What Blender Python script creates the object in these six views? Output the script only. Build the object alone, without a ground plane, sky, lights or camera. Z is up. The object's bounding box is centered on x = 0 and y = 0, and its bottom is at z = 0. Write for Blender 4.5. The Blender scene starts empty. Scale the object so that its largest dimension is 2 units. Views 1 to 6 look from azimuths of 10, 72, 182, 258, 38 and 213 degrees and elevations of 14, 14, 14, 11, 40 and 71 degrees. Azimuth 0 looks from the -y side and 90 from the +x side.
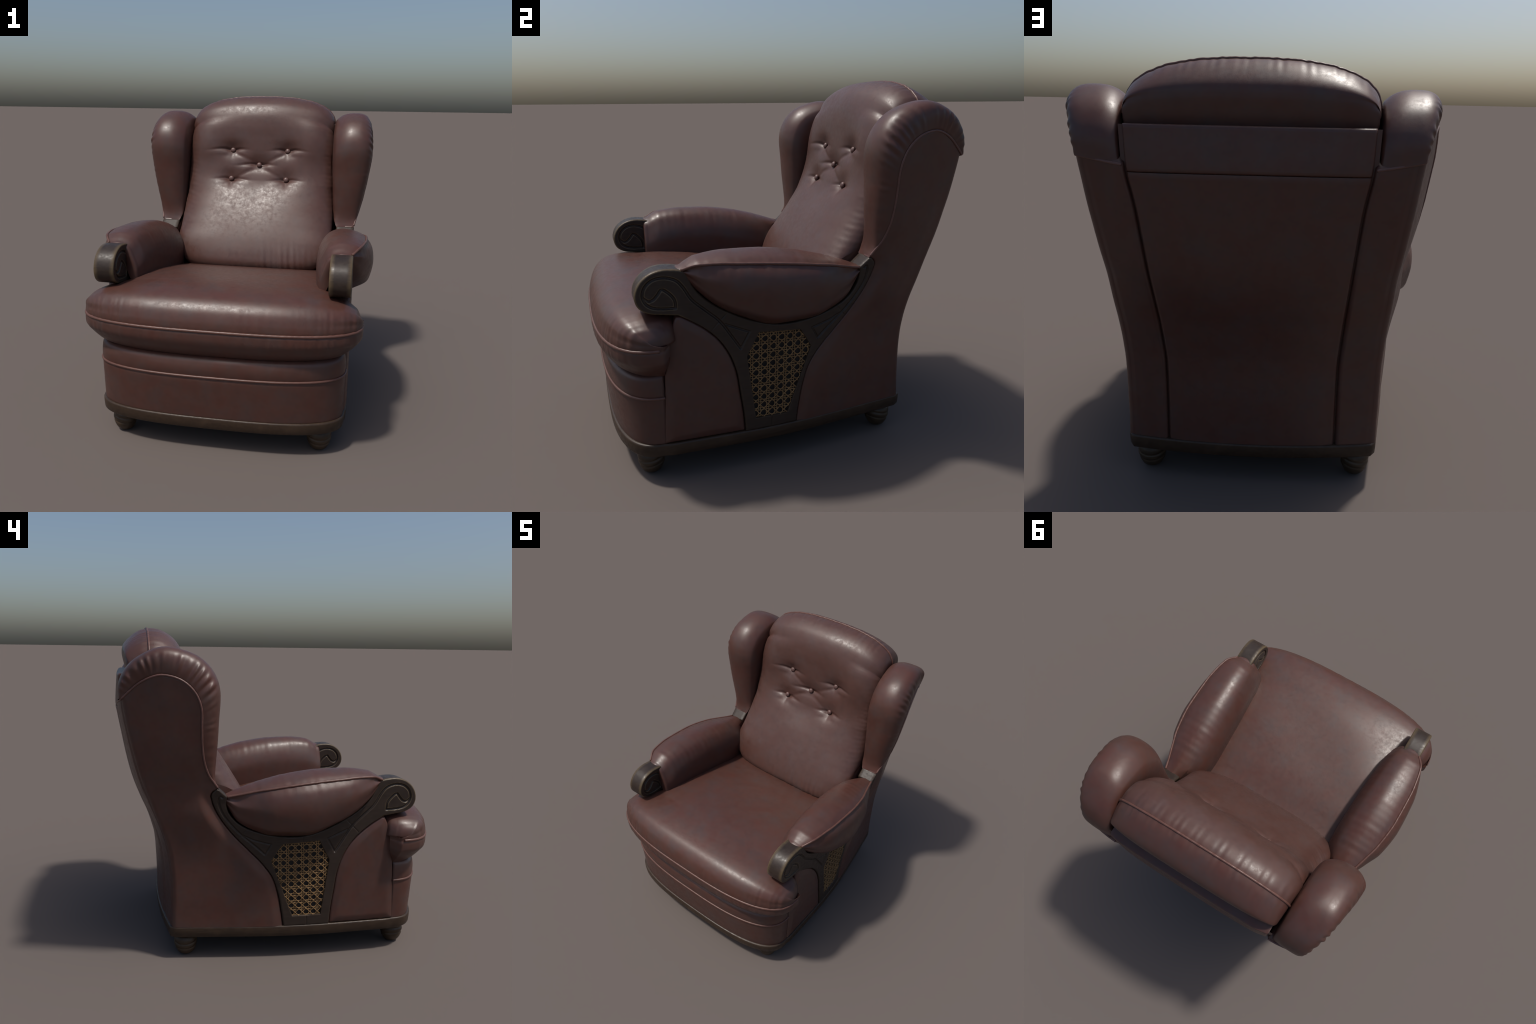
# Leather wing-back club armchair: every part is lofted from hand-placed profiles.
import bpy, bmesh, math
import numpy as np

rng = np.random.default_rng(7)

# ------------------------------------------------------------------ helpers
def pchip(xs, ys):
    """monotone cubic interpolation through (xs, ys)"""
    xs = np.asarray(xs, float); ys = np.asarray(ys, float)
    h = np.diff(xs); d = np.diff(ys) / h
    m = np.zeros_like(xs)
    for i in range(1, len(xs) - 1):
        if d[i - 1] * d[i] > 0:
            w1 = 2 * h[i] + h[i - 1]; w2 = h[i] + 2 * h[i - 1]
            m[i] = (w1 + w2) / (w1 / d[i - 1] + w2 / d[i])
    m[0], m[-1] = d[0], d[-1]
    def f(x):
        x = np.clip(np.asarray(x, float), xs[0], xs[-1])
        i = np.clip(np.searchsorted(xs, x, side='right') - 1, 0, len(xs) - 2)
        t = (x - xs[i]) / h[i]
        return ((2*t**3 - 3*t**2 + 1) * ys[i] + (t**3 - 2*t**2 + t) * h[i] * m[i]
                + (-2*t**3 + 3*t**2) * ys[i+1] + (t**3 - t**2) * h[i] * m[i+1])
    return f

def spline(pts, n, closed=False):
    """centripetal Catmull-Rom through pts, resampled evenly to n points"""
    p = np.asarray(pts, float)
    if closed:
        p = np.vstack([p[-1], p, p[0], p[1]])
    else:
        p = np.vstack([2*p[0] - p[1], p, 2*p[-1] - p[-2]])
    out = []
    for i in range(1, len(p) - 2):
        p0, p1, p2, p3 = p[i-1], p[i], p[i+1], p[i+2]
        t0 = 0.0
        t1 = t0 + max(np.linalg.norm(p1-p0), 1e-9)**.5
        t2 = t1 + max(np.linalg.norm(p2-p1), 1e-9)**.5
        t3 = t2 + max(np.linalg.norm(p3-p2), 1e-9)**.5
        t = np.linspace(t1, t2, 40, endpoint=False)[:, None]
        a1 = (t1-t)/(t1-t0)*p0 + (t-t0)/(t1-t0)*p1
        a2 = (t2-t)/(t2-t1)*p1 + (t-t1)/(t2-t1)*p2
        a3 = (t3-t)/(t3-t2)*p2 + (t-t2)/(t3-t2)*p3
        b1 = (t2-t)/(t2-t0)*a1 + (t-t0)/(t2-t0)*a2
        b2 = (t3-t)/(t3-t1)*a2 + (t-t1)/(t3-t1)*a3
        out.append((t2-t)/(t2-t1)*b1 + (t-t1)/(t2-t1)*b2)
    out = np.vstack(out + [p[-2][None]])
    return resample(out, n)

def resample(p, n):
    s = np.r_[0, np.cumsum(np.linalg.norm(np.diff(p, axis=0), axis=1))]
    u = np.linspace(0, s[-1], n)
    return np.stack([np.interp(u, s, p[:, k]) for k in range(p.shape[1])], 1)

def grid_normals(P):
    du = np.gradient(P, axis=1); dv = np.gradient(P, axis=0)
    n = np.cross(du, dv)
    return n / np.maximum(np.linalg.norm(n, axis=2, keepdims=True), 1e-12)

def sstep(a, b, x):
    t = np.clip((x - a) / (b - a), 0, 1)
    return t * t * (3 - 2 * t)

def wob(t, freqs, seed, amp=1.0):
    """cheap 1-d value noise from a few sines"""
    r = np.random.default_rng(seed)
    v = np.zeros_like(np.asarray(t, float))
    for f in freqs:
        v = v + np.sin(f * t + r.uniform(0, 6.28)) * r.uniform(.5, 1)
    return amp * v / len(freqs)

ROOT = bpy.data.objects.new("wing_armchair", None)
bpy.context.scene.collection.objects.link(ROOT)
ROOT["label"] = "brown leather wing armchair with carved wooden arms and cane side panels"
ROOT["category"] = "armchair"

def add_mesh(name, verts, faces, mat, parent=None, smooth=True, recalc=True, sharp=None):
    me = bpy.data.meshes.new(name)
    me.from_pydata([tuple(map(float, v)) for v in verts], [], faces)
    if recalc:
        bm = bmesh.new(); bm.from_mesh(me)
        bmesh.ops.remove_doubles(bm, verts=bm.verts, dist=1e-5)
        bmesh.ops.recalc_face_normals(bm, faces=bm.faces)
        bm.to_mesh(me); bm.free()
    if smooth:
        me.polygons.foreach_set("use_smooth", [True] * len(me.polygons))
        if sharp:
            me.set_sharp_from_angle(angle=math.radians(sharp))
    me.materials.append(mat)
    ob = bpy.data.objects.new(name, me)
    bpy.context.scene.collection.objects.link(ob)
    ob.parent = parent or ROOT
    return ob

def grid_faces(nv, nu, off=0, wrap_u=False, wrap_v=False, flip=False):
    f = []
    for i in range(nv if wrap_v else nv - 1):
        for j in range(nu if wrap_u else nu - 1):
            a = off + i * nu + j; b = off + i * nu + (j + 1) % nu
            c = off + ((i + 1) % nv) * nu + (j + 1) % nu; d = off + ((i + 1) % nv) * nu + j
            f.append((a, d, c, b) if flip else (a, b, c, d))
    return f

def add_grid(name, P, mat, sx=1, cap=False, wrap_u=False, sharp=None, parent=None, recalc=True):
    nv, nu = P.shape[:2]
    V = P.reshape(-1, 3).copy()
    F = grid_faces(nv, nu, wrap_u=wrap_u)
    if cap:                                    # close the outer border with a fan
        if wrap_u:
            rings = [list(range(nu)), [(nv-1)*nu + j for j in range(nu)][::-1]]
        else:
            rings = [[j for j in range(nu)] + [i*nu + nu-1 for i in range(1, nv)]
                     + [(nv-1)*nu + j for j in range(nu-2, -1, -1)] + [i*nu for i in range(nv-2, 0, -1)]]
        for r in rings:
            c = V[r].mean(0); V = np.vstack([V, c]); k = len(V) - 1
            F += [(r[(q+1) % len(r)], r[q], k) for q in range(len(r))]
    V[:, 0] *= sx
    return add_mesh(name, V, F, mat, recalc=recalc, sharp=sharp, parent=parent)

def tube(name, pts, r, mat, sx=1, sides=10, parent=None, wobble=0.0, seed=0):
    p = np.asarray(pts, float)
    n = len(p)
    T = np.gradient(p, axis=0); T /= np.linalg.norm(T, axis=1, keepdims=True)
    up = np.array([0.13, 0.21, 0.97]); up /= np.linalg.norm(up)
    N = np.zeros_like(p); 
    a = np.cross(T[0], up); N[0] = a / np.linalg.norm(a)
    for i in range(1, n):
        a = N[i-1] - T[i] * (N[i-1] @ T[i]); N[i] = a / np.linalg.norm(a)
    B = np.cross(T, N)
    th = np.linspace(0, 2*np.pi, sides, endpoint=False)
    rr = np.full(n, r) * (1 + wobble * wob(np.arange(n) * 1.0, (.31, .77, 1.3), seed))
    P = p[:, None] + rr[:, None, None] * (np.cos(th)[None, :, None] * N[:, None] + np.sin(th)[None, :, None] * B[:, None])
    return add_grid(name, P, mat, sx=sx, cap=True, wrap_u=True, parent=parent)

# ------------------------------------------------------------------ materials
def nodes_of(name):
    m = bpy.data.materials.new(name); m.use_nodes = True
    nt = m.node_tree; nt.nodes.clear()
    out = nt.nodes.new("ShaderNodeOutputMaterial"); b = nt.nodes.new("ShaderNodeBsdfPrincipled")
    nt.links.new(b.outputs[0], out.inputs[0])
    tc = nt.nodes.new("ShaderNodeTexCoord")
    return m, nt, b, tc

def noise(nt, tc, scale, detail=4, rough=.55, vec=None):
    n = nt.nodes.new("ShaderNodeTexNoise")
    n.inputs["Scale"].default_value = scale; n.inputs["Detail"].default_value = detail
    n.inputs["Roughness"].default_value = rough
    nt.links.new(vec if vec is not None else tc.outputs["Object"], n.inputs["Vector"])
    return n.outputs["Fac"]

def ramp(nt, fac, stops):
    r = nt.nodes.new("ShaderNodeValToRGB")
    e = r.color_ramp.elements
    while len(e) < len(stops): e.new(.5)
    for k, (p, c) in enumerate(stops):
        e[k].position = p
        e[k].color = (*c, 1) if len(c) == 3 else c
    nt.links.new(fac, r.inputs[0])
    return r.outputs[0]

def maprange(nt, fac, a, b, c, d):
    m = nt.nodes.new("ShaderNodeMapRange")
    for k, v in zip(("From Min", "From Max", "To Min", "To Max"), (a, b, c, d)):
        m.inputs[k].default_value = v
    nt.links.new(fac, m.inputs["Value"])
    return m.outputs[0]

def mix(nt, fac, a, b, mode='MIX'):
    m = nt.nodes.new("ShaderNodeMix"); m.data_type = 'RGBA'; m.blend_type = mode
    if isinstance(fac, float): m.inputs[0].default_value = fac
    else: nt.links.new(fac, m.inputs[0])
    for s, v in ((m.inputs[6], a), (m.inputs[7], b)):
        if isinstance(v, tuple): s.default_value = (*v, 1)
        else: nt.links.new(v, s)
    return m.outputs[2]

def bump(nt, b, fac, strength, dist):
    n = nt.nodes.new("ShaderNodeBump")
    n.inputs["Strength"].default_value = strength; n.inputs["Distance"].default_value = dist
    nt.links.new(fac, n.inputs["Height"]); nt.links.new(n.outputs[0], b.inputs["Normal"])

def leather(name, c1, c2, c3, r0=.36, r1=.52, spec=.5):
    m, nt, b, tc = nodes_of(name)
    big = noise(nt, tc, 8.5, 5, .62); mid = noise(nt, tc, 19, 6, .65)
    col = ramp(nt, big, [(.34, c1), (.52, c2), (.68, c3)])
    dark = tuple(v * .72 for v in c2)
    col = mix(nt, maprange(nt, mid, .44, .74, 0, .55), col, dark)
    nt.links.new(col, b.inputs["Base Color"])
    worn = noise(nt, tc, 36, 8, .78)
    nt.links.new(maprange(nt, worn, .36, .66, r0, r1), b.inputs["Roughness"])
    b.inputs["Specular IOR Level"].default_value = spec
    bump(nt, b, noise(nt, tc, 260, 3, .5), .12, .0012)
    return m

def wood(name, c1, c2, edge=None, rough=.42):
    m, nt, b, tc = nodes_of(name)
    mp = nt.nodes.new("ShaderNodeMapping"); mp.inputs["Scale"].default_value = (9, 2.2, 14)
    nt.links.new(tc.outputs["Object"], mp.inputs[0])
    grain = noise(nt, tc, 6, 6, .65, vec=mp.outputs[0]); blot = noise(nt, tc, 14, 4, .6)
    col = ramp(nt, grain, [(.3, c1), (.7, c2)])
    col = mix(nt, maprange(nt, blot, .5, .75, 0, .35), col, tuple(v * 1.7 for v in c2))
    if edge:
        g = nt.nodes.new("ShaderNodeNewGeometry")
        f = maprange(nt, g.outputs["Pointiness"], .511, .548, 0, .8)
        sp = nt.nodes.new('ShaderNodeSeparateXYZ'); nt.links.new(tc.outputs['Object'], sp.inputs[0])
        mm = nt.nodes.new('ShaderNodeMath'); mm.operation = 'MULTIPLY'
        nt.links.new(f, mm.inputs[0]); nt.links.new(maprange(nt, sp.outputs[1], -.52, -.60, .12, 1), mm.inputs[1])
        f = mm.outputs[0]
        col = mix(nt, f, col, edge)
    nt.links.new(col, b.inputs["Base Color"])
    b.inputs['Specular IOR Level'].default_value = .35
    nt.links.new(maprange(nt, noise(nt, tc, 55, 5, .6), .35, .65, rough - .1, rough + .1), b.inputs["Roughness"])
    bump(nt, b, grain, .1, .002)
    return m

LEATHER = leather("brown_leather", (.077, .028, .020), (.076, .034, .026), (.067, .037, .032), .34, .50)
BACK_LEATHER = leather("worn_back_leather", (.077, .032, .024), (.079, .037, .029), (.078, .042, .036), .34, .55, .5)
PIPING = leather("piping_leather", (.100, .043, .032), (.112, .050, .037), (.100, .045, .034), .36, .5)
WOOD = wood("dark_carved_wood", (.022, .0145, .011), (.034, .0228, .0172), (.13, .092, .048))
RAIL = wood("dark_rail_wood", (.027, .0155, .0095), (.044, .027, .0165))
FOOT = wood("turned_foot_wood", (.034, .021, .013), (.058, .038, .022), None, .4)
CANE = wood("woven_cane", (.165, .088, .034), (.28, .17, .073), None, .5)
BACKING, _nt, _b, _tc = nodes_of("dark_backing")
_b.inputs["Base Color"].default_value = (.012, .009, .008, 1); _b.inputs["Roughness"].default_value = .8

# ------------------------------------------------------------------ outer shell of the sides
ZK = [.15, .3, .4, .5, .6, .7, .8, .9, 1, 1.1, 1.2, 1.3, 1.4, 1.5, 1.6, 1.65, 1.9]
x_rear = pchip(ZK, [.598, .598, .601, .602, .603, .608, .613, .619, .628, .637, .649, .661, .674, .685, .697, .702, .72])
y_rear = pchip(ZK, [.688, .682, .679, .680, .686, .700, .726, .762, .798, .835, .865, .889, .911, .929, .942, .944, .950])
slope = pchip([.1, 1.0, 1.1, 1.2, 1.3, 1.4, 1.9], [.165, .165, .185, .24, .275, .28, .28])
y_mid = pchip([.15, .3, .53, .65, .75, .84, .95, 1.12, 1.25, 1.38, 1.5, 1.55, 1.62, 1.70, 1.9], [.738, .738, .745, .756, .780, .808, .850, .903, .932, .955, .976, .984, .980, .973, .960])

def side_x(y, z):
    a = x_rear(z) + slope(z) * (y_rear(z) - y)
    b = .722 + np.maximum(np.asarray(z) - 1, 0) * .45 * sstep(-.15, .35, np.asarray(y, float))
    a = a + .009 * np.exp(-((np.asarray(y) - .77) / .12)**2 - ((np.asarray(z) - 1.75) / .11)**2)
    k = .018
    return -k * np.logaddexp(-a / k, -b / k)

def back_y(x, z):
    t = np.clip(np.abs(x) / x_rear(z), 0, 1)
    return y_rear(z) + (y_mid(z) - y_rear(z)) * (1 - t**(2.0 + 1.5 * sstep(.85, 1.15, np.asarray(z, float))))

# ------------------------------------------------------------------ wooden arm frame, as outlines in the side plane (y, z)
SCROLL = [(-.556, 1.108), (-.612, 1.120), (-.680, 1.121), (-.732, 1.104), (-.775, 1.068), (-.798, 1.02),
          (-.799, .975), (-.779, .937), (-.735, .911), (-.665, .899), (-.597, .889)]
ARCH = [(-.597, .889), (-.532, .850), (-.467, .804), (-.402, .740), (-.347, .652), (-.312, .550), (-.294, .43), (-.279, .325), (-.270, .213)]
REAR = [(.014, .213), (.030, .32), (.052, .43), (.087, .53), (.145, .613), (.236, .710), (.325, .805), (.40, .907), (.441, .988), (.456, 1.043)]
TIP = [(.456, 1.043), (.452, 1.062), (.427, 1.090), (.414, 1.086), (.363, 1.041)]
RIM = [(.363, 1.041), (.367, .985), (.340, .92), (.28, .862), (.175, .816), (.06, .791), (-.08, .785), (-.2, .813), (-.29, .850),
       (-.42, .925), (-.505, 1.005), (-.556, 1.108)]
CANE_HEX = [(-.192, .752), (.032, .737), (.095, .633), (-.039, .279), (-.213, .281), (-.257, .628)]
arch_c = spline(ARCH, 90); rear_c = spline(REAR, 90)
frame_loop = np.vstack([spline(SCROLL, 70)[:-1], arch_c[:-1], [(-.27, .213)], rear_c[:-1], np.array(TIP)[:-1], spline(RIM, 120)[:-1]])

def inside(poly, Y, Z):
    c = np.zeros(Y.shape, bool); n = len(poly)
    for i in range(n):
        y0, z0 = poly[i]; y1, z1 = poly[(i + 1) % n]
        if z0 == z1: continue
        hit = ((z0 > Z) != (z1 > Z)) & (Y < (y1 - y0) * (Z - z0) / (z1 - z0) + y0)
        c ^= hit
    return c

def nearest(poly, Q, closed=True):
    """distance and nearest point from points Q to a polyline"""
    p = np.asarray(poly, float)
    if closed: p = np.vstack([p, p[:1]])
    best = np.full(len(Q), 1e9); bp = np.zeros_like(Q)
    for a, b in zip(p[:-1], p[1:]):
        d = b - a; L = d @ d
        if L < 1e-14: continue
        t = np.clip(((Q - a) @ d) / L, 0, 1)
        w = a + t[:, None] * d
        r = np.linalg.norm(Q - w, axis=1)
        k = r < best
        best[k] = r[k]; bp[k] = w[k]
    return best, bp

VOLUTE = [(-.291, .681), (-.34, .757), (-.395, .838), (-.462, .900), (-.530, .963), (-.571, 1.03), (-.604, 1.066), (-.663, 1.084), (-.716, 1.075),
          (-.750, 1.046), (-.763, 1.003), (-.748, .963), (-.718, .941), (-.675, .932), (-.609, .929)]
CURL = [(-.609, .929), (-.613, .97), (-.64, 1.006), (-.672, 1.026), (-.695, 1.0), (-.715, .98), (-.737, .976), (-.757, .990)]
REAR_GROOVE = [(.135, .676), (.19, .727), (.278, .803), (.35, .882), (.397, .955), (.412, 1.015), (.406, 1.042), (.392, 1.036)]
GROOVES = [(spline(VOLUTE, 110), .0068, .0085), (spline(CURL, 60), .0066, .0085),
           (np.array([(-.367, .818), (-.244, .765), (-.291, .681)]), .0052, .006),
           (spline(REAR_GROOVE, 70), .0062, .007),
           (np.array([(.278, .803), (.204, .768), (.100, .739), (.135, .676)]), .0052, .006),
           (np.array([(-.358, .877), (-.437, .795)]), .0025, .0025), (np.array([(.243, .841), (.305, .764)]), .0025, .0025),
           (np.array([(-.092, .792), (-.090, .74)]), .0025, .0025), (np.array([(-.125, .285), (-.128, .20)]), .0025, .0025)]

def frame_plate(sx):
    step = .0032
    ys = np.arange(-.80, .47, step); zs = np.arange(.205, 1.13, step)
    Yc, Zc = np.meshgrid(ys[:-1] + step/2, zs[:-1] + step/2)
    keep = inside(frame_loop, Yc, Zc) & ~inside(CANE_HEX, Yc, Zc)
    ny = len(ys)
    ii, jj = np.nonzero(keep)
    quad = np.stack([ii*ny + jj, ii*ny + jj + 1, (ii+1)*ny + jj + 1, (ii+1)*ny + jj], 1)
    used, inv = np.unique(quad, return_inverse=True)
    quad = inv.reshape(-1, 4)
    Q = np.stack([ys[used % ny], zs[used // ny]], 1)
    # border edges: the ones that belong to one cell only
    cnt = {}
    for q in quad:
        for a, b in zip(q, np.roll(q, -1)):
            cnt[(min(a, b), max(a, b))] = cnt.get((min(a, b), max(a, b)), 0) + 1
    border = [(a, b) for q in quad for a, b in zip(q, np.roll(q, -1)) if cnt[(min(a, b), max(a, b))] == 1]
    bi = np.unique(np.array(border).ravel())
    d1, p1 = nearest(frame_loop, Q[bi]); d2, p2 = nearest(CANE_HEX, Q[bi])
    Q[bi] = np.where((d1 < d2)[:, None], p1, p2)
    dist = np.minimum(nearest(frame_loop, Q)[0], nearest(CANE_HEX, Q)[0] + .004)
    dist[bi] = 0
    r = .010
    lower = np.where(dist < r, r - np.sqrt(np.maximum(r*r - (r - dist)**2, 0)), 0)
    cut = np.zeros(len(Q))
    for line, w, dep in GROOVES:
        g = nearest(line, Q, closed=False)[0]
        cut = np.maximum(cut, dep * (1 - sstep(w * .45, w * 1.25, g)))
    x_out = side_x(Q[:, 0], Q[:, 1]) + .007 - lower * .8 - cut
    xin0 = np.interp(Q[:, 0], [-.5, .35], [.607, .585])
    x_in = xin0 + lower * .8 + cut
    nQ = len(Q)
    V = [np.c_[x_out, Q]]; F = [tuple(q[::-1]) for q in quad]
    V.append(np.c_[x_in, Q]); F += [tuple(q + nQ) for q in quad]
    # wall between both faces
    loc = {b: k for k, b in enumerate(bi)}
    off = 2 * nQ; m = 5; nb = len(bi)
    for k in range(1, m):
        t = k / m
        V.append(np.c_[x_out[bi] * (1 - t) + x_in[bi] * t, Q[bi]])
    def vid(b, k): return b if k == 0 else (b + nQ if k == m else off + (k - 1) * nb + loc[b])
    for a, b in border:
        for k in range(m):
            F.append((vid(a, k), vid(b, k), vid(b, k+1), vid(a, k+1)))
    V = np.vstack(V); V[:, 0] *= sx
    return add_mesh("wooden_arm_frame", V, F, WOOD, recalc=True, sharp=50)

# ------------------------------------------------------------------ woven cane
def clip_convex(a, b, poly):
    p = np.asarray(poly, float); c = p.mean(0)
    t0, t1 = 0.0, 1.0
    for i in range(len(p)):
        e = p[(i+1) % len(p)] - p[i]; n = np.array([e[1], -e[0]])
        if n @ (c - p[i]) < 0: n = -n
        fa = n @ (a - p[i]); fb = n @ (b - p[i])
        if fa < 0 and fb < 0: return None
        if fa < 0: t0 = max(t0, fa / (fa - fb))
        elif fb < 0: t1 = min(t1, fa / (fa - fb))
    return (a + (b-a)*t0, a + (b-a)*t1) if t1 - t0 > 1e-3 else None

def cane_panel(sx):
    hexa = np.asarray(CANE_HEX); c = hexa.mean(0)
    poly = c + (hexa - c) * 1.02
    per = .046; tilt = math.radians(-1.5)
    R = np.array([[math.cos(tilt), -math.sin(tilt)], [math.sin(tilt), math.cos(tilt)]])
    Vs, Fs, off = [], [], 0
    sides = 7; th = np.linspace(0, 2*np.pi, sides, endpoint=False)
    def strand(a, b, r, lift, phase, wl):
        nonlocal off
        seg = clip_convex(c + R @ a, c + R @ b, poly)
        if seg is None: return
        L = np.linalg.norm(seg[1] - seg[0])
        if L < .008: return
        n = max(4, int(L / .004))
        t = np.linspace(0, 1, n)
        yz = seg[0] + t[:, None] * (seg[1] - seg[0])
        d = (seg[1] - seg[0]) / L; nn = np.array([-d[1], d[0]])
        s = (yz - c) @ d
        x = side_x(yz[:, 0], yz[:, 1]) - .004 + lift + .0018 * np.sin(2*np.pi*s/wl + phase)
        ring = np.zeros((n, sides, 3))
        ring[:, :, 0] = x[:, None] + .75 * r * np.cos(th)
        ring[:, :, 1:] = yz[:, None] + r * np.sin(th)[None, :, None] * nn
        Vs.append(ring.reshape(-1, 3)); Fs.extend(grid_faces(n, sides, off, wrap_u=True)); off += n * sides
    k = range(-9, 10)
    for i in k:
        for h, o in enumerate((-.0060, .0060)):
            u = i * per + o + rng.normal(0, .0007)
            strand(np.array([u, -.5]), np.array([u, .5]), .0021, .000, h * np.pi, per)
            strand(np.array([-.5, u]), np.array([.5, u]), .0021, .002, h * np.pi, per)
    for i in range(-18, 19):
        u = (i + .5) * per + rng.normal(0, .0012)
        strand(np.array([u - .5, -.5]), np.array([u + .5, .5]), .0021, .0045, 0, per * 1.4142)
        strand(np.array([u - .5, .5]), np.array([u + .5, -.5]), .0021, .0035, np.pi, per * 1.4142)
    V = np.vstack(Vs); V[:, 0] *= sx
    ob = add_mesh("cane_weave", V, Fs, CANE, recalc=False)
    ob["kind"] = "stuff"
    # dark board behind the weave
    big = c + (hexa - c) * 1.05
    x = side_x(big[:, 0], big[:, 1]) - .010
    n = len(big)
    V = np.vstack([np.c_[x, big], np.c_[x - .02, big]]); V[:, 0] *= sx
    F = [tuple(range(n)), tuple(range(2*n - 1, n - 1, -1))] + [(i, (i+1) % n, n + (i+1) % n, n + i) for i in range(n)]
    add_mesh("cane_backing", V, F, BACKING, smooth=False)

# ------------------------------------------------------------------ upholstered side panels
def edge_round(d, r):
    return np.where(d < r, r - np.sqrt(np.maximum(r*r - (r - d)**2, 0)), 0)

def front_side_panel(sx):
    zs = np.r_[np.linspace(.213, .86, 80), np.linspace(.865, .882, 6)]
    front = pchip([.2, .5, .7, .80, .86, .885], [-.692, -.68, -.664, -.640, -.618, -.603])
    arch = np.asarray(arch_c)[::-1]
    yb = np.interp(zs, arch[:, 1], arch[:, 0]) - .0015
    ya = np.minimum(front(zs), yb - .002)
    u = (1 - np.cos(np.linspace(0, np.pi, 46))) / 2
    Y = ya[:, None] + u[None] * (yb - ya)[:, None]; Z = np.repeat(zs[:, None], 46, 1)
    loop = np.vstack([np.c_[ya, zs], np.c_[yb, zs][::-1]])
    d = nearest(loop, np.c_[Y.ravel(), Z.ravel()])[0].reshape(Y.shape)
    X = side_x(Y, Z) + .010 * sstep(0, .05, d) - edge_round(d, .014)
    P = np.stack([X, Y, Z], 2)
    A = P[:, :1].copy(); A[:, :, 0] -= .10
    B = P[:, -1:].copy(); B[:, :, 0] -= .05
    P = np.concatenate([A, P, B], 1)
    T = P[-1:].copy(); T[:, :, 0] -= .03
    P = np.concatenate([P, T], 0)
    add_grid("front_side_panel", P, LEATHER, sx, sharp=60)

SEAM = [(.414, 1.088), (.440, 1.125), (.475, 1.18), (.502, 1.26), (.514, 1.35), (.518, 1.45), (.522, 1.56), (.55, 1.636), (.60, 1.692), (.655, 1.722), (.73, 1.736),
        (.79, 1.722), (.85, 1.690), (.90, 1.648), (.945, 1.605)]
RIDGE = [(.414, 1.084), (.425, 1.125), (.428, 1.17), (.423, 1.27), (.418, 1.36), (.414, 1.47), (.406, 1.65), (.436, 1.745), (.505, 1.822), (.600, 1.866), (.720, 1.884),
         (.828, 1.846), (.908, 1.784), (.959, 1.69), (.962, 1.605)]
seam_c = spline(SEAM, 320); 
top_i = int(np.argmax(seam_c[:, 1]))
strip_x = pchip([.2, .6, .75, 1.04, 1.4, 1.57, 1.75], [.408, .409, .418, .438, .472, .500, .51])

def rear_side_panel(sx):
    zs = np.r_[np.linspace(.213, 1.60, 150), np.linspace(1.605, 1.7355, 30)]
    fr = np.vstack([rear_c, [(.452, 1.062), (.427, 1.09)]])
    up = seam_c[:top_i + 1]
    fy = np.where(zs < 1.085, np.interp(zs, fr[:, 1], fr[:, 0]) + .0015, np.interp(zs, up[:, 1], up[:, 0]))
    dn = seam_c[top_i:][::-1]
    ry = np.where(zs < 1.605, y_rear(zs), np.interp(zs, dn[:, 1], dn[:, 0]))
    ry = np.maximum(ry, fy + .001)
    u = (1 - np.cos(np.linspace(0, np.pi, 60))) / 2
    Y = fy[:, None] + u * (ry - fy)[:, None]; Z = np.repeat(zs[:, None], 60, 1)
    loop = np.c_[fy, zs]
    d = nearest(loop, np.c_[Y.ravel(), Z.ravel()], closed=False)[0].reshape(Y.shape)
    X = side_x(Y, Z) + .008 * sstep(0, .06, d) * (1 - sstep(.9, 1.1, Z)) - edge_round(d, .012)
    X = X + (.028 * np.exp(-((Y - .50) / .18)**2 - ((Z - .95) / .18)**2) + .010 * np.exp(-((Y - .68) / .2)**2 - ((Z - 1.22) / .2)**2) + .010 * np.exp(-((Y - .25) / .16)**2 - ((Z - .55) / .2)**2)) * sstep(0, .08, d) * sstep(0, .12, ry[:, None] - Y)
    side = np.stack([X, Y, Z], 2)
    # round the rear corner, then the strip that runs inwards along the back
    low = zs <= 1.60
    rc = .028
    xr = np.minimum(side[:, -1, 0], X[:, -1])
    strips = []
    zl = zs
    ang = np.linspace(0, np.pi/2, 7)
    m = 16
    cols = []
    end_x = strip_x(zl)
    y_e = np.where(low, 0, 1)
    # trim the side so that the corner fits
    t = np.clip((side[:, :, 1] - (ry - rc)[:, None]) / rc, 0, 1)
    side[:, :, 0] -= (rc * (1 - np.sqrt(1 - t**2)) * np.where(low, 1, .2)[:, None])
    xs = np.linspace(0, 1, m)[1:]
    x0 = side[:, -1, 0]
    XX = x0[:, None] + (end_x - x0)[:, None] * xs
    YY = back_y(XX, zl[:, None]) + (ry - y_rear(zl))[:, None] * (1 - sstep(0, .5, xs))
    dd = (XX - end_x[:, None])
    YY -= edge_round(np.abs(dd), .012)
    YY -= .16 * sstep(0, .09, zl[:, None] - (1.602 - .034 * xs)) * sstep(0, .1, xs)
    strip = np.stack([XX, YY, np.repeat(zl[:, None], m - 1, 1)], 2)
    inner = strip[:, -1:].copy(); inner[:, :, 1] -= .05
    front = side[:, :1].copy(); front[:, :, 0] -= .05
    P = np.concatenate([front, side, strip, inner], 1)
    add_grid("rear_side_panel", P, LEATHER, sx, sharp=70)

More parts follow.
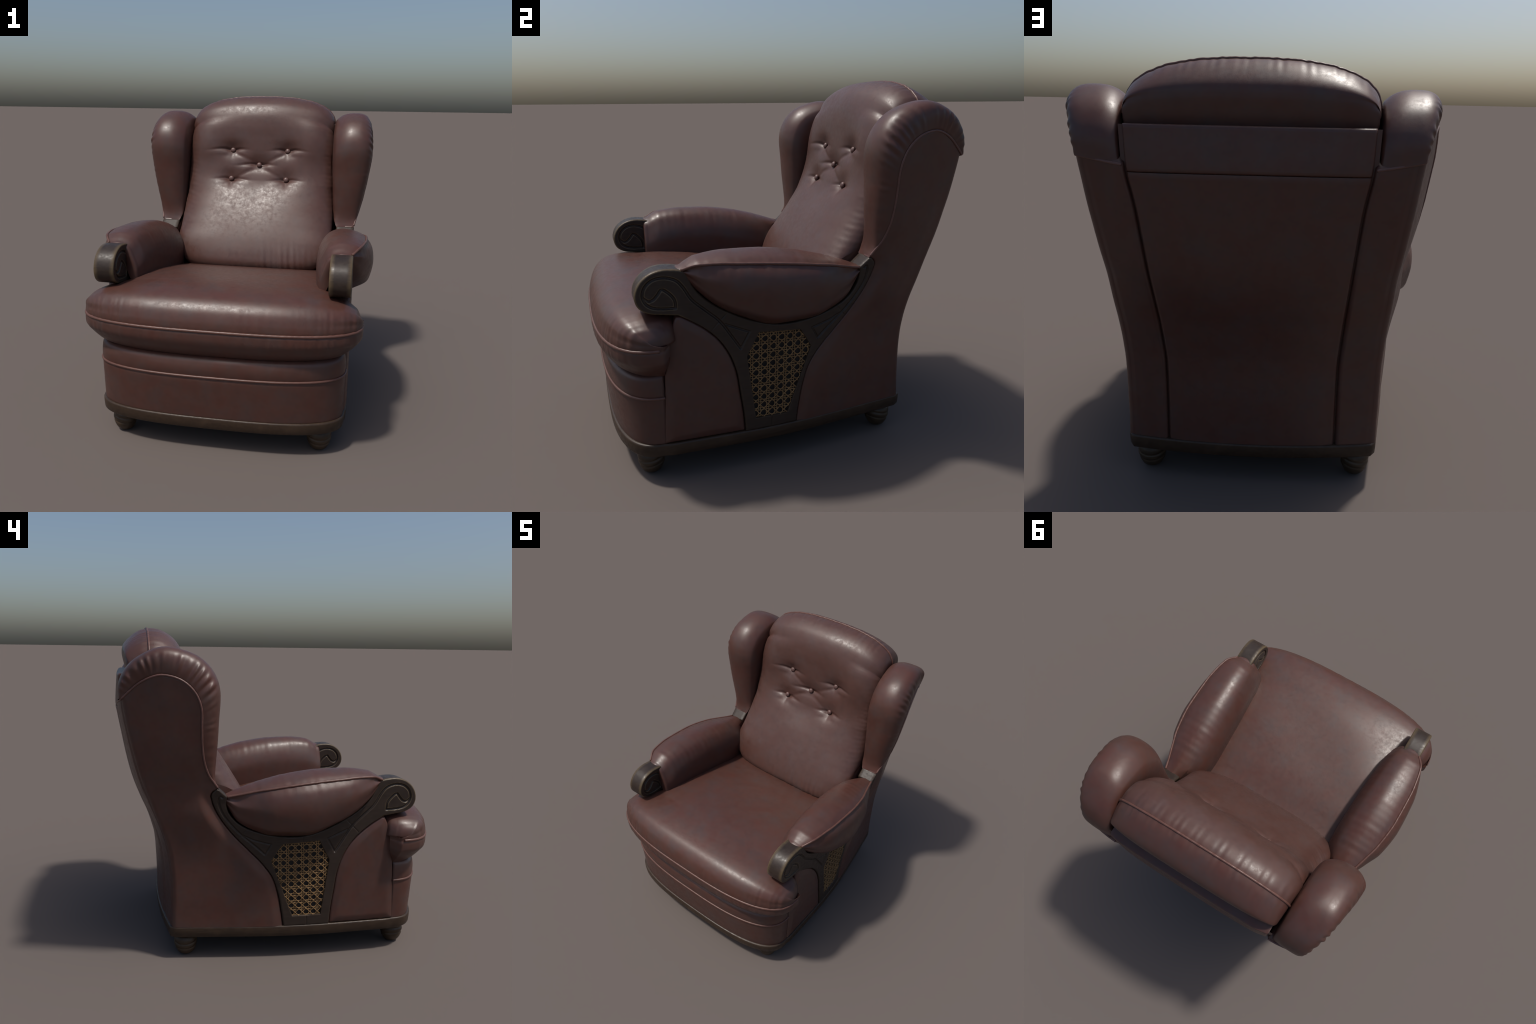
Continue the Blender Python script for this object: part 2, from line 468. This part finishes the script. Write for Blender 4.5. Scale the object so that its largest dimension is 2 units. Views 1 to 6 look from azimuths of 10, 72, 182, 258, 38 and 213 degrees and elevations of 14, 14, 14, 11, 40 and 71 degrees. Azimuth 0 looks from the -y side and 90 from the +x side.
def wing_bolster(sx):
    ns, nt = 320, 64
    S = seam_c; R = spline(RIDGE, ns)
    # match ridge points to seam points by knots rather than by length
    def knots(pts):
        p = np.asarray(pts); dense = spline(pts, 2000)
        idx = [int(np.argmin(np.linalg.norm(dense - q, axis=1))) for q in p]
        idx[0] = 0; idx[-1] = 1999
        return dense, np.array(idx)
    ds, ks = knots(SEAM); dr, kr = knots(RIDGE)
    u = np.linspace(0, len(SEAM) - 1, ns)
    S = ds[np.round(np.interp(u, range(len(SEAM)), ks)).astype(int)]
    R = dr[np.round(np.interp(u, range(len(RIDGE)), kr)).astype(int)]
    f = u / u[-1]
    xs = side_x(S[:, 0], S[:, 1])
    xi = np.interp(f, [0, .08, .2, .4, 1], [.585, .566, .550, .536, .520])
    bulge = np.interp(f, [0, .15, .4, .6, .8, 1], [.0, .006, .016, .030, .028, .006])
    th = np.linspace(0, np.pi, nt)
    n = (2.35 + .9 * sstep(.60, .85, f))[:, None]          # squarer towards the rear
    c_, s_ = np.cos(th)[None], np.clip(np.sin(th), 0, 1)[None]
    cx = np.sign(c_) * np.abs(c_)**(2/n); cy = s_**(2/n)
    mid = (xs + xi) / 2; half = (xs - xi) / 2
    P = np.zeros((ns, nt, 3))
    P[:, :, 0] = mid[:, None] + half[:, None] * cx + bulge[:, None] * np.sin(np.clip(th * 1.25, 0, np.pi))[None]**.9
    N = R - S
    wend = sstep(.90, 1.0, f)
    P[:, :, 1] = S[:, 0:1] + N[:, 0:1] * cy
    P[:, :, 2] = S[:, 1:2] + N[:, 1:2] * cy
    P[:, :, 2] -= wend[:, None] * .034 * np.clip((xs[:, None] - P[:, :, 0]) / (xs - xi)[:, None], 0, 1)
    # gathered pleats running out from the seam
    arc = np.r_[0, np.cumsum(np.linalg.norm(np.diff(R, axis=0), axis=1))]
    ph = arc * 122 + 2.6 * wob(arc, (9, 19, 33), 3)
    rib = np.sin(ph) * (.65 + 1.1 * wob(arc, (13, 27, 51), 5))
    amp = np.interp(f, [0, .2, .36, .48, .9, 1], [0, .0003, .0014, .0042, .0040, .001])
    fall = np.exp(-((th - .52) / .34)**2)
    disp = (rib * amp)[:, None] * fall[None]
    sag = wob(arc, (5, 11), 9)[:, None] * .003 * np.sin(th)[None]
    nrm = grid_normals(P); 
    if nrm[ns//2, nt//2] @ np.array([0, N[ns//2, 0], N[ns//2, 1]]) < 0: nrm = -nrm
    P = P + nrm * (disp + sag)[..., None]
    # inner wall of the wing, closing towards its middle
    spine = np.stack([np.interp(f, [0, .45, .6, 1], [.50, .66, .72, .80]), np.interp(f, [0, .2, .5, 1], [1.08, 1.25, 1.55, 1.50])], 1)
    rows = []
    for t in (.1, .3, .6, 1.0):
        q = S + (spine - S) * t
        rows.append(np.stack([P[:, -1, 0], q[:, 0], q[:, 1]], 1)[:, None])
    lip = P[:, :1].copy(); lip[:, :, 0] -= .02
    P = np.concatenate([lip, P] + rows, 1)
    add_grid("wing_bolster", P, LEATHER, sx)
    pipe = np.c_[side_x(S[:, 0], S[:, 1]) - .001, S]
    tail = [(.672, .946, 1.600), (.63, .954, 1.592), (.59, .960, 1.585), (.55, .964, 1.578), (.505, .966, 1.571)]
    path = resample(np.vstack([pipe[6:], tail]), 260)
    tube("wing_piping", path, .0065, LEATHER if False else PIPING_DARK, sx, 8, wobble=.12, seed=4)

PIPING_DARK = leather("shaded_piping_leather", (.11, .052, .042), (.125, .06, .05), (.12, .06, .05), .38, .5)

# ------------------------------------------------------------------ arm pads
def arm_pad(sx):
    yk = [-.575, -.5, -.4, -.3, -.1, .1, .2, .3, .365]
    F = lambda v: pchip(yk, v)
    xp = F([.722, .765, .785, .796, .799, .777, .749, .719, .702])
    zp = F([1.112, 1.141, 1.144, 1.138, 1.122, 1.094, 1.075, 1.051, 1.038])
    zr = F([1.098, 1.002, .912, .855, .786, .796, .828, .885, .985])
    xo = F([.722, .780, .818, .840, .850, .822, .778, .732, .704])
    zt = pchip([-.575, -.5, -.35, -.2, 0, .16, .33, .365], [1.124, 1.163, 1.180, 1.177, 1.153, 1.115, 1.058, 1.044])
    xt = F([.655, .65, .645, .643, .640, .636, .634, .634, .64])
    xi = F([.534, .518, .509, .501, .490, .483, .487, .512, .550])
    ny, nu = 110, 90
    ys = -.575 + (.365 + .575) * (.5 - .5*np.cos(np.linspace(0, np.pi, ny)))**.9
    P = np.zeros((ny, nu, 3)); piping = []
    n1 = 34
    for k, y in enumerate(ys):
        p = np.array([xp(y), zp(y)]); h = zp(y) - zr(y)
        rim = np.array([side_x(y, .9) - .004, zr(y)])
        outer = [rim, (rim[0] + (xo(y) - .014 - rim[0]) * .82, zr(y) + .17*h), (xo(y) - .013, zr(y) + .33*h), (xo(y), zr(y) + .58*h), (xo(y) - .014, zr(y) + .84*h), p]
        a = spline(outer, n1)
        z0 = zt(y); hh = z0 - .85
        inner = [p, (p[0] - .3*(p[0]-xt(y)), p[1] + .62*(z0 - p[1])), (xt(y), z0), (xt(y) - .5*(xt(y)-xi(y)), z0 - .028), (xi(y) + .033, z0 - .080), (xi(y) + .006, z0 - .16), (xi(y) + .004, .90), (xi(y) + .01, .80)]
        b = spline(inner, nu - n1 + 1)
        sec = np.vstack([a, b[1:]])
        P[k, :, 0] = sec[:, 0]; P[k, :, 1] = y; P[k, :, 2] = sec[:, 1]
        piping.append((p[0], y, p[1]))
    # rounded ends
    def shrink(row, s, dy):
        q = row.copy(); c = q.mean(0); c[2] = 1.02
        q = c + (q - c) * s; q[:, 1] = row[:, 1] + dy
        return q[None]
    P = np.concatenate([shrink(P[0], .1, -.027), shrink(P[0], .80, -.027), shrink(P[0], .915, -.023), shrink(P[0], .97, -.013), P,
                        shrink(P[-1], .9, .012), shrink(P[-1], .1, .014)], 0)
    # light wrinkles next to the seam and across the inner side
    nrm = grid_normals(P)
    if nrm[60, 60, 2] < 0: nrm = -nrm
    w = .0018 * wob(P[:, :, 1] * 1.0, (60, 95, 131), 21) * np.exp(-((P[:, :, 2] - 1.12) / .05)**2)
    P = P + nrm * w[..., None]
    add_grid("arm_pad", P, LEATHER, sx, cap=True)
    pp = resample(np.array(piping), 160)
    pp = np.vstack([pp, ])
    tube("arm_piping", pp + np.array([.001, 0, .001]), .0075, PIPING, sx, 9, wobble=.12, seed=8)

# ------------------------------------------------------------------ profile lofts: cushions
def cushion(ctrl, nv, nu, span=1.0):
    """ctrl rows: y, z, half width, depth, exponent, dir_y, dir_z (direction in which the ends fall away)"""
    c = np.asarray(ctrl, float)
    yz = c[:, :2]
    s = np.r_[0, np.cumsum(np.linalg.norm(np.diff(yz, axis=0), axis=1))]
    dense = spline(yz, 3000)
    idx = np.array([int(np.argmin(np.linalg.norm(dense - q, axis=1))) for q in yz]); idx[0] = 0; idx[-1] = 2999
    L = idx / 2999.0
    v = np.linspace(0, 1, nv)
    prof = dense[np.round(v * 2999).astype(int)]
    g = [pchip(L, c[:, k])(v) for k in range(2, 7)]
    w, D, n, dy, dz = g
    m = np.hypot(dy, dz); dy, dz = dy / m, dz / m
    th = np.linspace(-np.pi/2, np.pi/2, nu) * span
    e = (2 / n)[:, None]
    sx = np.sign(np.sin(th))[None] * np.abs(np.sin(th))[None]**e
    fall = 1 - np.abs(np.cos(th))[None]**e
    P = np.zeros((nv, nu, 3))
    P[:, :, 0] = w[:, None] * sx
    P[:, :, 1] = prof[:, 0:1] + (dy * D)[:, None] * fall
    P[:, :, 2] = prof[:, 1:2] + (dz * D)[:, None] * fall
    return P, prof, v

def orient(P, out):
    n = grid_normals(P); i, j = P.shape[0]//2, P.shape[1]//2
    return n if n[i, j] @ np.asarray(out) > 0 else -n

def seat():
    #        y      z     w    D    n    dir
    C = [(.30, .800, .60, .07, 5.0, 0, -1),
         (.14, .822, .60, .07, 5.0, 0, -1),
         (-.05, .862, .60, .07, 5.0, 0, -1),
         (-.30, .900, .60, .07, 5.0, 0, -1),
         (-.52, .925, .61, .08, 4.6, .1, -1),
         (-.610, .932, .63, .10, 4.0, .15, -1),
         (-.660, .934, .745, .17, 3.3, .2, -1),
         (-.74, .934, .785, .18, 3.2, .3, -1),
         (-.83, .926, .796, .21, 3.2, .55, -.9),
         (-.907, .904, .800, .25, 3.1, .9, -.65),
         (-.958, .859, .802, .285, 3.0, 1, -.35),
         (-.983, .804, .804, .31, 2.9, 1, -.12),
         (-.990, .755, .804, .31, 2.9, 1, 0),
         (-.992, .722, .805, .31, 2.9, 1, 0),
         (-.990, .690, .803, .31, 2.9, 1, 0),
         (-.975, .650, .778, .30, 2.8, 1, .0),
         (-.947, .610, .738, .27, 2.8, 1, .0),
         (-.915, .580, .705, .24, 2.6, 1, 0),
         (-.85, .568, .68, .17, 2.6, 1, 0)]
    P, prof, v = cushion(C, 300, 260)
    nrm = orient(P, (0, -1, 0))
    if nrm[60, 130, 2] < 0 : nrm = -nrm
    X, Y, Z = P[:, :, 0], P[:, :, 1], P[:, :, 2]
    near = np.exp(-((Z - .80) / .055)**2) * (prof[:, 0] < -.7)[:, None]
    under = np.exp(-((Z - .70) / .03)**2) * (prof[:, 0] < -.7)[:, None]
    lump = .55 + .45 * np.sin(X * 9 + 1.0) 
    wr = wob(X + .06*Z, (70, 113, 167, 211), 31)
    disp = wr * (.0056 * near * lump + .0036 * under)
    disp += -.0035 * np.exp(-((Z - .748) / .010)**2) * (prof[:, 0] < -.9)[:, None]
    top = (sstep(-.86, -.6, prof[:, 0]) * sstep(.86, .90, prof[:, 1]))[:, None]
    disp += top * .004 * np.sin(X * 7 + 2) * np.sin(Y * 8 + 1)
    P2 = P + nrm * disp[..., None]
    add_grid("seat_cushion", P2, LEATHER, cap=True)
    # piping round the front of the cushion
    i = int(np.argmin(np.linalg.norm(prof - np.array([-.990, .750]), axis=1)))
    line = P[i, :, :] + nrm[i] * .001
    keep = np.abs(line[:, 1] + .99) < .29
    tube("seat_piping", resample(line[keep] - nrm[i][keep] * .004, 260), .0088, PIPING, 1, 9, wobble=.10, seed=11)

def apron():
    C = [(-.87, .585, .69, .20, 2.7, 1, 0), (-.915, .580, .705, .235, 2.7, 1, 0), (-.937, .565, .713, .255, 2.75, 1, 0), (-.946, .54, .717, .264, 2.75, 1, 0),
         (-.949, .51, .719, .267, 2.75, 1, 0), (-.946, .482, .719, .264, 2.75, 1, 0), (-.942, .465, .718, .262, 2.75, 1, 0), (-.945, .445, .719, .264, 2.75, 1, 0),
         (-.940, .38, .718, .260, 2.75, 1, 0), (-.932, .30, .717, .252, 2.75, 1, 0), (-.922, .213, .715, .242, 2.75, 1, 0)]
    P, prof, v = cushion(C, 90, 160)
    nrm = orient(P, (0, -1, 0))
    X, Z = P[:, :, 0], P[:, :, 2]
    d = .0035 * wob(X * 1.0, (6, 13, 21), 41) * np.exp(-((Z - .555) / .03)**2)
    P2 = P + nrm * d[..., None]
    add_grid("front_apron", P2, LEATHER, cap=True)
    i = int(np.argmin(np.abs(prof[:, 1] - .465)))
    tube("apron_piping", resample(P[i] + nrm[i] * .002, 200), .0075, PIPING, 1, 9, wobble=.10, seed=12)

BUTTONS = [(-.203, .525, 1.606), (.205, .525, 1.606), (0, .522, 1.504), (-.203, .474, 1.403), (.204, .474, 1.403)]

def backrest():
    C = [(.20, .770, .45, .09, 3.2, 1, 0),
         (.155, .815, .475, .10, 3.2, 1, .1),
         (.145, .850, .50, .12, 3.3, 1, 0),
         (.160, .905, .540, .13, 3.3, 1, 0),
         (.200, .99, .558, .145, 3.5, 1, 0),
         (.263, 1.10, .556, .175, 3.2, 1, -.1),
         (.333, 1.21, .556, .195, 3.0, 1, -.1),
         (.394, 1.30, .550, .185, 3.1, 1, -.1),
         (.458, 1.405, .546, .14, 3.5, 1, -.1),
         (.496, 1.505, .540, .115, 3.6, 1, -.1),
         (.517, 1.60, .535, .105, 3.6, 1, -.1),
         (.532, 1.70, .532, .12, 3.3, 1, -.3),
         (.546, 1.79, .525, .15, 3.0, .9, -.6),
         (.570, 1.87, .528, .21, 2.5, .6, -.9),
         (.616, 1.938, .530, .20, 2.5, .3, -1),
         (.685, 1.982, .530, .20, 2.5, .1, -1),
         (.745, 1.996, .529, .20, 2.5, 0, -1),
         (.782, 1.993, .527, .20, 2.5, 0, -1),
         (.828, 1.980, .524, .19, 2.5, 0, -1),
         (.885, 1.942, .518, .17, 2.6, 0, -1),
         (.930, 1.890, .512, .12, 2.8, -.3, -1),
         (.937, 1.842, .509, .075, 3.2, -.8, -.7),
         (.928, 1.79, .513, .038, 3.6, -1, -.2),
         (.918, 1.750, .514, .032, 3.8, -1, 0),
         (.910, 1.718, .508, .03, 3.6, -1, 0)]
    P, prof, v = cushion(C, 420, 300)
    nrm = orient(P, (0, -1, .3))
    if nrm[150, 150, 1] > 0: nrm = -nrm
    X, Y, Z = P[:, :, 0], P[:, :, 1], P[:, :, 2]
    v_top = v[int(np.argmin(np.linalg.norm(prof - np.array([.782, 1.993]), axis=1)))]
    frontside = (1 - sstep(v_top - .10, v_top - .01, v))[:, None]
    disp = np.zeros_like(X)
    for k, (bx, by, bz) in enumerate(BUTTONS):
        dx = X - bx; dz = (Z - bz) * 1.06
        r = np.hypot(dx, dz)
        disp -= frontside * (.006 * np.exp(-(r / .040)**2) + .022 * np.exp(-(dx / .085)**2 - ((dz - .008) / .060)**2))
        bow = .016 * np.sin(np.abs(dx) * 22 + .4 * k) * np.minimum(np.abs(dx) / .05, 1)
        side = np.where(dx < 0, .085 + .035 * (k in (0, 2)), .080 + .02 * (k in (1, 3)))
        reach = np.exp(-(np.abs(dx) / side)**2.2)
        disp -= frontside * .010 * np.exp(-((dz - .004 - bow * .5) / .010)**2) * reach
        disp += frontside * .004 * np.exp(-((dz + .026 - bow * .5) / .016)**2) * reach * (1 - np.exp(-(dx / .02)**2))
        # small pulls downwards
        disp -= frontside * .0005 * np.sin(np.arctan2(dz, dx) * 7) * np.exp(-((r - .05) / .025)**2) * (dz < 0)
    # the upper half is slightly dished: fuller towards the wings, eased below the buttons
    disp += frontside * .021 * np.exp(-((np.abs(X) - .40) / .12)**2 - ((Z - 1.67) / .17)**2)
    disp -= frontside * .013 * np.exp(-(X / .14)**2 - ((Z - 1.36) / .09)**2)
    # a few long soft creases joining the buttons
    for (xa, za, xb, zb) in ((-.19, 1.595, -.02, 1.515), (.19, 1.59, .03, 1.51), (-.18, 1.41, -.03, 1.485), (.18, 1.41, .03, 1.485)):
        px, pz = X - xa, Z - za; ex, ez = xb - xa, zb - za
        t = np.clip((px*ex + pz*ez) / (ex*ex + ez*ez), 0, 1)
        q = np.hypot(px - t*ex, pz - t*ez)
        disp -= frontside * .0035 * np.exp(-(q / .013)**2)
    # gathers at the bottom, along the upper seam and along both sides
    low = np.exp(-((Z - .85) / .085)**2) * frontside
    disp += low * .0075 * wob(X + .1*Z, (48, 79, 117, 151), 51) * (.5 + .5*np.sin(X*7 + .5))
    up = np.exp(-((v - v[np.argmin(np.linalg.norm(prof - np.array([.782, 1.993]), axis=1))]) / .05)**2)[:, None]
    disp += up * .003 * wob(X, (47, 83, 140, 190), 52)
    edge = sstep(.80, .97, np.abs(X) / .53)
    disp += frontside * edge * .0012 * wob(Z + .15*X, (61, 113, 197), 53) * (.5 + .5*np.sin(Z * 5 + 1))
    disp += frontside * .004 * wob(X * 1.0, (9, 14), 54) * wob(Z * 1.0, (8, 13), 55)
    P2 = P + nrm * disp[..., None]
    i = int(np.argmin(np.linalg.norm(prof - np.array([.782, 1.993]), axis=1)))
    a = P2[:i + 1]; b = P2[i:]
    add_grid("back_cushion", a, BACK_LEATHER)
    # ends of the roll, closed inside
    add_grid("headrest_roll", b, LEATHER, cap=True)
    cut = np.abs(P[i, :, 0]) < .515
    tube("headrest_piping", resample((P2[i] + nrm[i] * .001)[2:-2], 220), .0070, PIPING, 1, 9, wobble=.1, seed=13)
    # side gusset behind the front face (left and right borders joined)
    for s in (0, -1):
        A = P2[:i + 1, s]
        c = np.array([A[0, 0] * 0 + A[:, 0].mean(), .62, 1.5])
        rows = [A, np.c_[A[:, 0] * .985, A[:, 1] + (np.interp(A[:, 2], [.8, 1.2, 1.7], [.5, .70, .80]) - A[:, 1]) * .6, A[:, 2]*.98 + .02*1.4]]
        add_grid("back_cushion_gusset", np.stack(rows, 0), LEATHER)
    # buttons
    th = np.linspace(0, 2*np.pi, 24, endpoint=False); ph = np.linspace(.02, np.pi - .02, 13)
    nb = np.array([0, -.94, .28]); nb /= np.linalg.norm(nb)
    e1 = np.array([1, 0, 0]); e2 = np.cross(nb, e1)
    G = np.zeros((13, 24, 3))
    for i2, p in enumerate(ph):
        G[i2] = .0190 * np.sin(p) * (np.cos(th)[:, None]*e1 + np.sin(th)[:, None]*e2) + .0125 * np.cos(p) * nb
    master = None
    for (bx, by, bz) in BUTTONS:
        if master is None:
            master = add_grid("button", G, BUTTON, cap=True, wrap_u=True); ob = master
        else:
            ob = master.copy(); bpy.context.scene.collection.objects.link(ob)
        k = np.argmin(np.where(v[:, None] < v_top - .1, (X - bx)**2 + (Z - bz)**2, 9)); q = P2.reshape(-1, 3)[k]
        ob.location = (bx, float(q[1]) - .008, bz)

BUTTON = leather("button_leather", (.10, .05, .043), (.115, .06, .05), (.11, .06, .052), .36, .48)

def back_panels():
    def panel(z0, z1, name, lift):
        zs = np.linspace(z0, z1, max(24, int((z1 - z0) / .014)))
        u = (1 - np.cos(np.linspace(0, np.pi, 80))) / 2 * 2 - 1
        hw = strip_x(zs) - .007
        X = hw[:, None] * u; Z = np.repeat(zs[:, None], 80, 1)
        d = hw[:, None] - np.abs(X)
        dv = (z1 - Z) if z0 < .5 else np.minimum(Z - z0, z1 - Z)
        Y = back_y(X, Z) + lift + .006*sstep(0, .08, d) - edge_round(d, .014) - edge_round(dv, .0045)
        P = np.stack([X, Y, Z], 2)
        ring0 = P[:, :1].copy(); ring0[:, :, 1] -= .05
        ring1 = P[:, -1:].copy(); ring1[:, :, 1] -= .05
        P = np.concatenate([ring0, P, ring1], 1)
        t = P[-1:].copy(); t[:, :, 1] -= .05
        bt = P[:1].copy(); bt[:, :, 1] -= .05
        P = np.concatenate([bt, P, t], 0)
        add_grid(name, P, LEATHER, sharp=70)
    panel(.213, 1.541, "back_panel", -.004)
    panel(1.543, 1.731, "back_band", -.006)
    # deep lining inside the seams, so that they read as dark creases
    zs = np.linspace(.215, 1.728, 60); u = np.linspace(-1, 1, 40)
    X = (strip_x(zs) + .012)[:, None] * u; Z = np.repeat(zs[:, None], 40, 1)
    Y = back_y(X, Z) - .024
    add_grid("back_lining", np.stack([X, Y, Z], 2), LEATHER)

# ------------------------------------------------------------------ base rail, feet, inner body
def base_outline(z, grow):
    """plan outline of the chair's foot, counter-clockwise from front left"""
    th = np.linspace(-np.pi/2, np.pi/2, 90); n = 2.9
    x = .715 * np.sign(np.sin(th)) * np.abs(np.sin(th))**(2/n)
    y = -.922 + .242 * (1 - np.abs(np.cos(th))**(2/n))
    front = np.c_[x, y]
    ys = np.linspace(-.66, .66, 40)
    right = np.c_[side_x(ys, .2), ys]
    xs = np.linspace(.975, -.975, 50) * float(x_rear(.2))
    rear = np.c_[xs, back_y(xs, .2)]
    left = np.c_[-right[::-1, 0], right[::-1, 1]]
    loop = np.vstack([front, right, rear, left])
    t = np.roll(loop, -1, 0) - np.roll(loop, 1, 0)
    t /= np.linalg.norm(t, axis=1, keepdims=True)
    return loop + grow * np.c_[t[:, 1], -t[:, 0]]

def base_rail():
    lv = [(.146, -.06), (.146, .000), (.148, .003), (.153, .006), (.180, .0085), (.205, .0095), (.211, .008), (.2145, .004), (.215, -.01), (.215, -.06)]
    P = np.stack([np.c_[base_outline(z, g), np.full(90 + 40 + 50 + 40, z)] for z, g in lv], 0)
    add_grid("base_rail", P, RAIL, cap=True, wrap_u=True)

def feet():
    prof = spline([(.0, .0), (.024, .001), (.044, .012), (.060, .036), (.069, .062), (.072, .085), (.071, .105), (.064, .122), (.052, .135), (.050, .150)], 46)
    th = np.linspace(0, 2*np.pi, 48, endpoint=False)
    R = prof[:, :1] * np.ones((1, 48)); Z = prof[:, 1:] * np.ones((1, 48))
    for z0 in (.062, .094):
        R = R - .0055 * np.exp(-((Z - z0 - .012*np.sin(th)[None]) / .0055)**2)
    P = np.stack([R*np.cos(th), R*np.sin(th), Z], 2)
    m = None
    for (x, y, rot) in ((.586, -.750, .3), (-.586, -.750, 1.9), (.517, .596, 3.3), (-.517, .596, 4.4)):
        if m is None:
            m = add_grid("foot", P, FOOT, cap=True, wrap_u=True); ob = m
        else:
            ob = m.copy(); bpy.context.scene.collection.objects.link(ob)
        ob.location = (x, y, 0); ob.rotation_euler = (0, 0, rot)

def box(name, x0, x1, y0, y1, z0, z1, mat):
    V = [(x, y, z) for z in (z0, z1) for y in (y0, y1) for x in (x0, x1)]
    F = [(0, 2, 3, 1), (4, 5, 7, 6), (0, 1, 5, 4), (2, 6, 7, 3), (0, 4, 6, 2), (1, 3, 7, 5)]
    return add_mesh(name, V, F, mat, smooth=False)

def inner_body():
    box("inner_body", -.565, .565, -.66, .60, .20, .77, LEATHER)
    for sx in (1, -1):
        zs = np.linspace(.74, 1.60, 30); u = np.linspace(0, 1, 12)
        y0 = np.interp(zs, [.74, 1.05, 1.1, 1.3, 1.6], [.05, .30, .44, .52, .55]); y1 = y_rear(zs) - .02
        Y = y0[:, None] + u * (y1 - y0)[:, None]; Z = np.repeat(zs[:, None], 12, 1)
        X = np.repeat(np.interp(zs, [.74, 1.1, 1.3, 1.6], [.57, .565, .535, .52])[:, None], 12, 1)
        add_grid("inner_wall", np.stack([X, Y, Z], 2), LEATHER, sx)

for sx in (1, -1):
    frame_plate(sx)
    cane_panel(sx)
    front_side_panel(sx)
    rear_side_panel(sx)
    wing_bolster(sx)
    arm_pad(sx)
seat(); apron(); backrest(); back_panels(); base_rail(); feet(); inner_body()
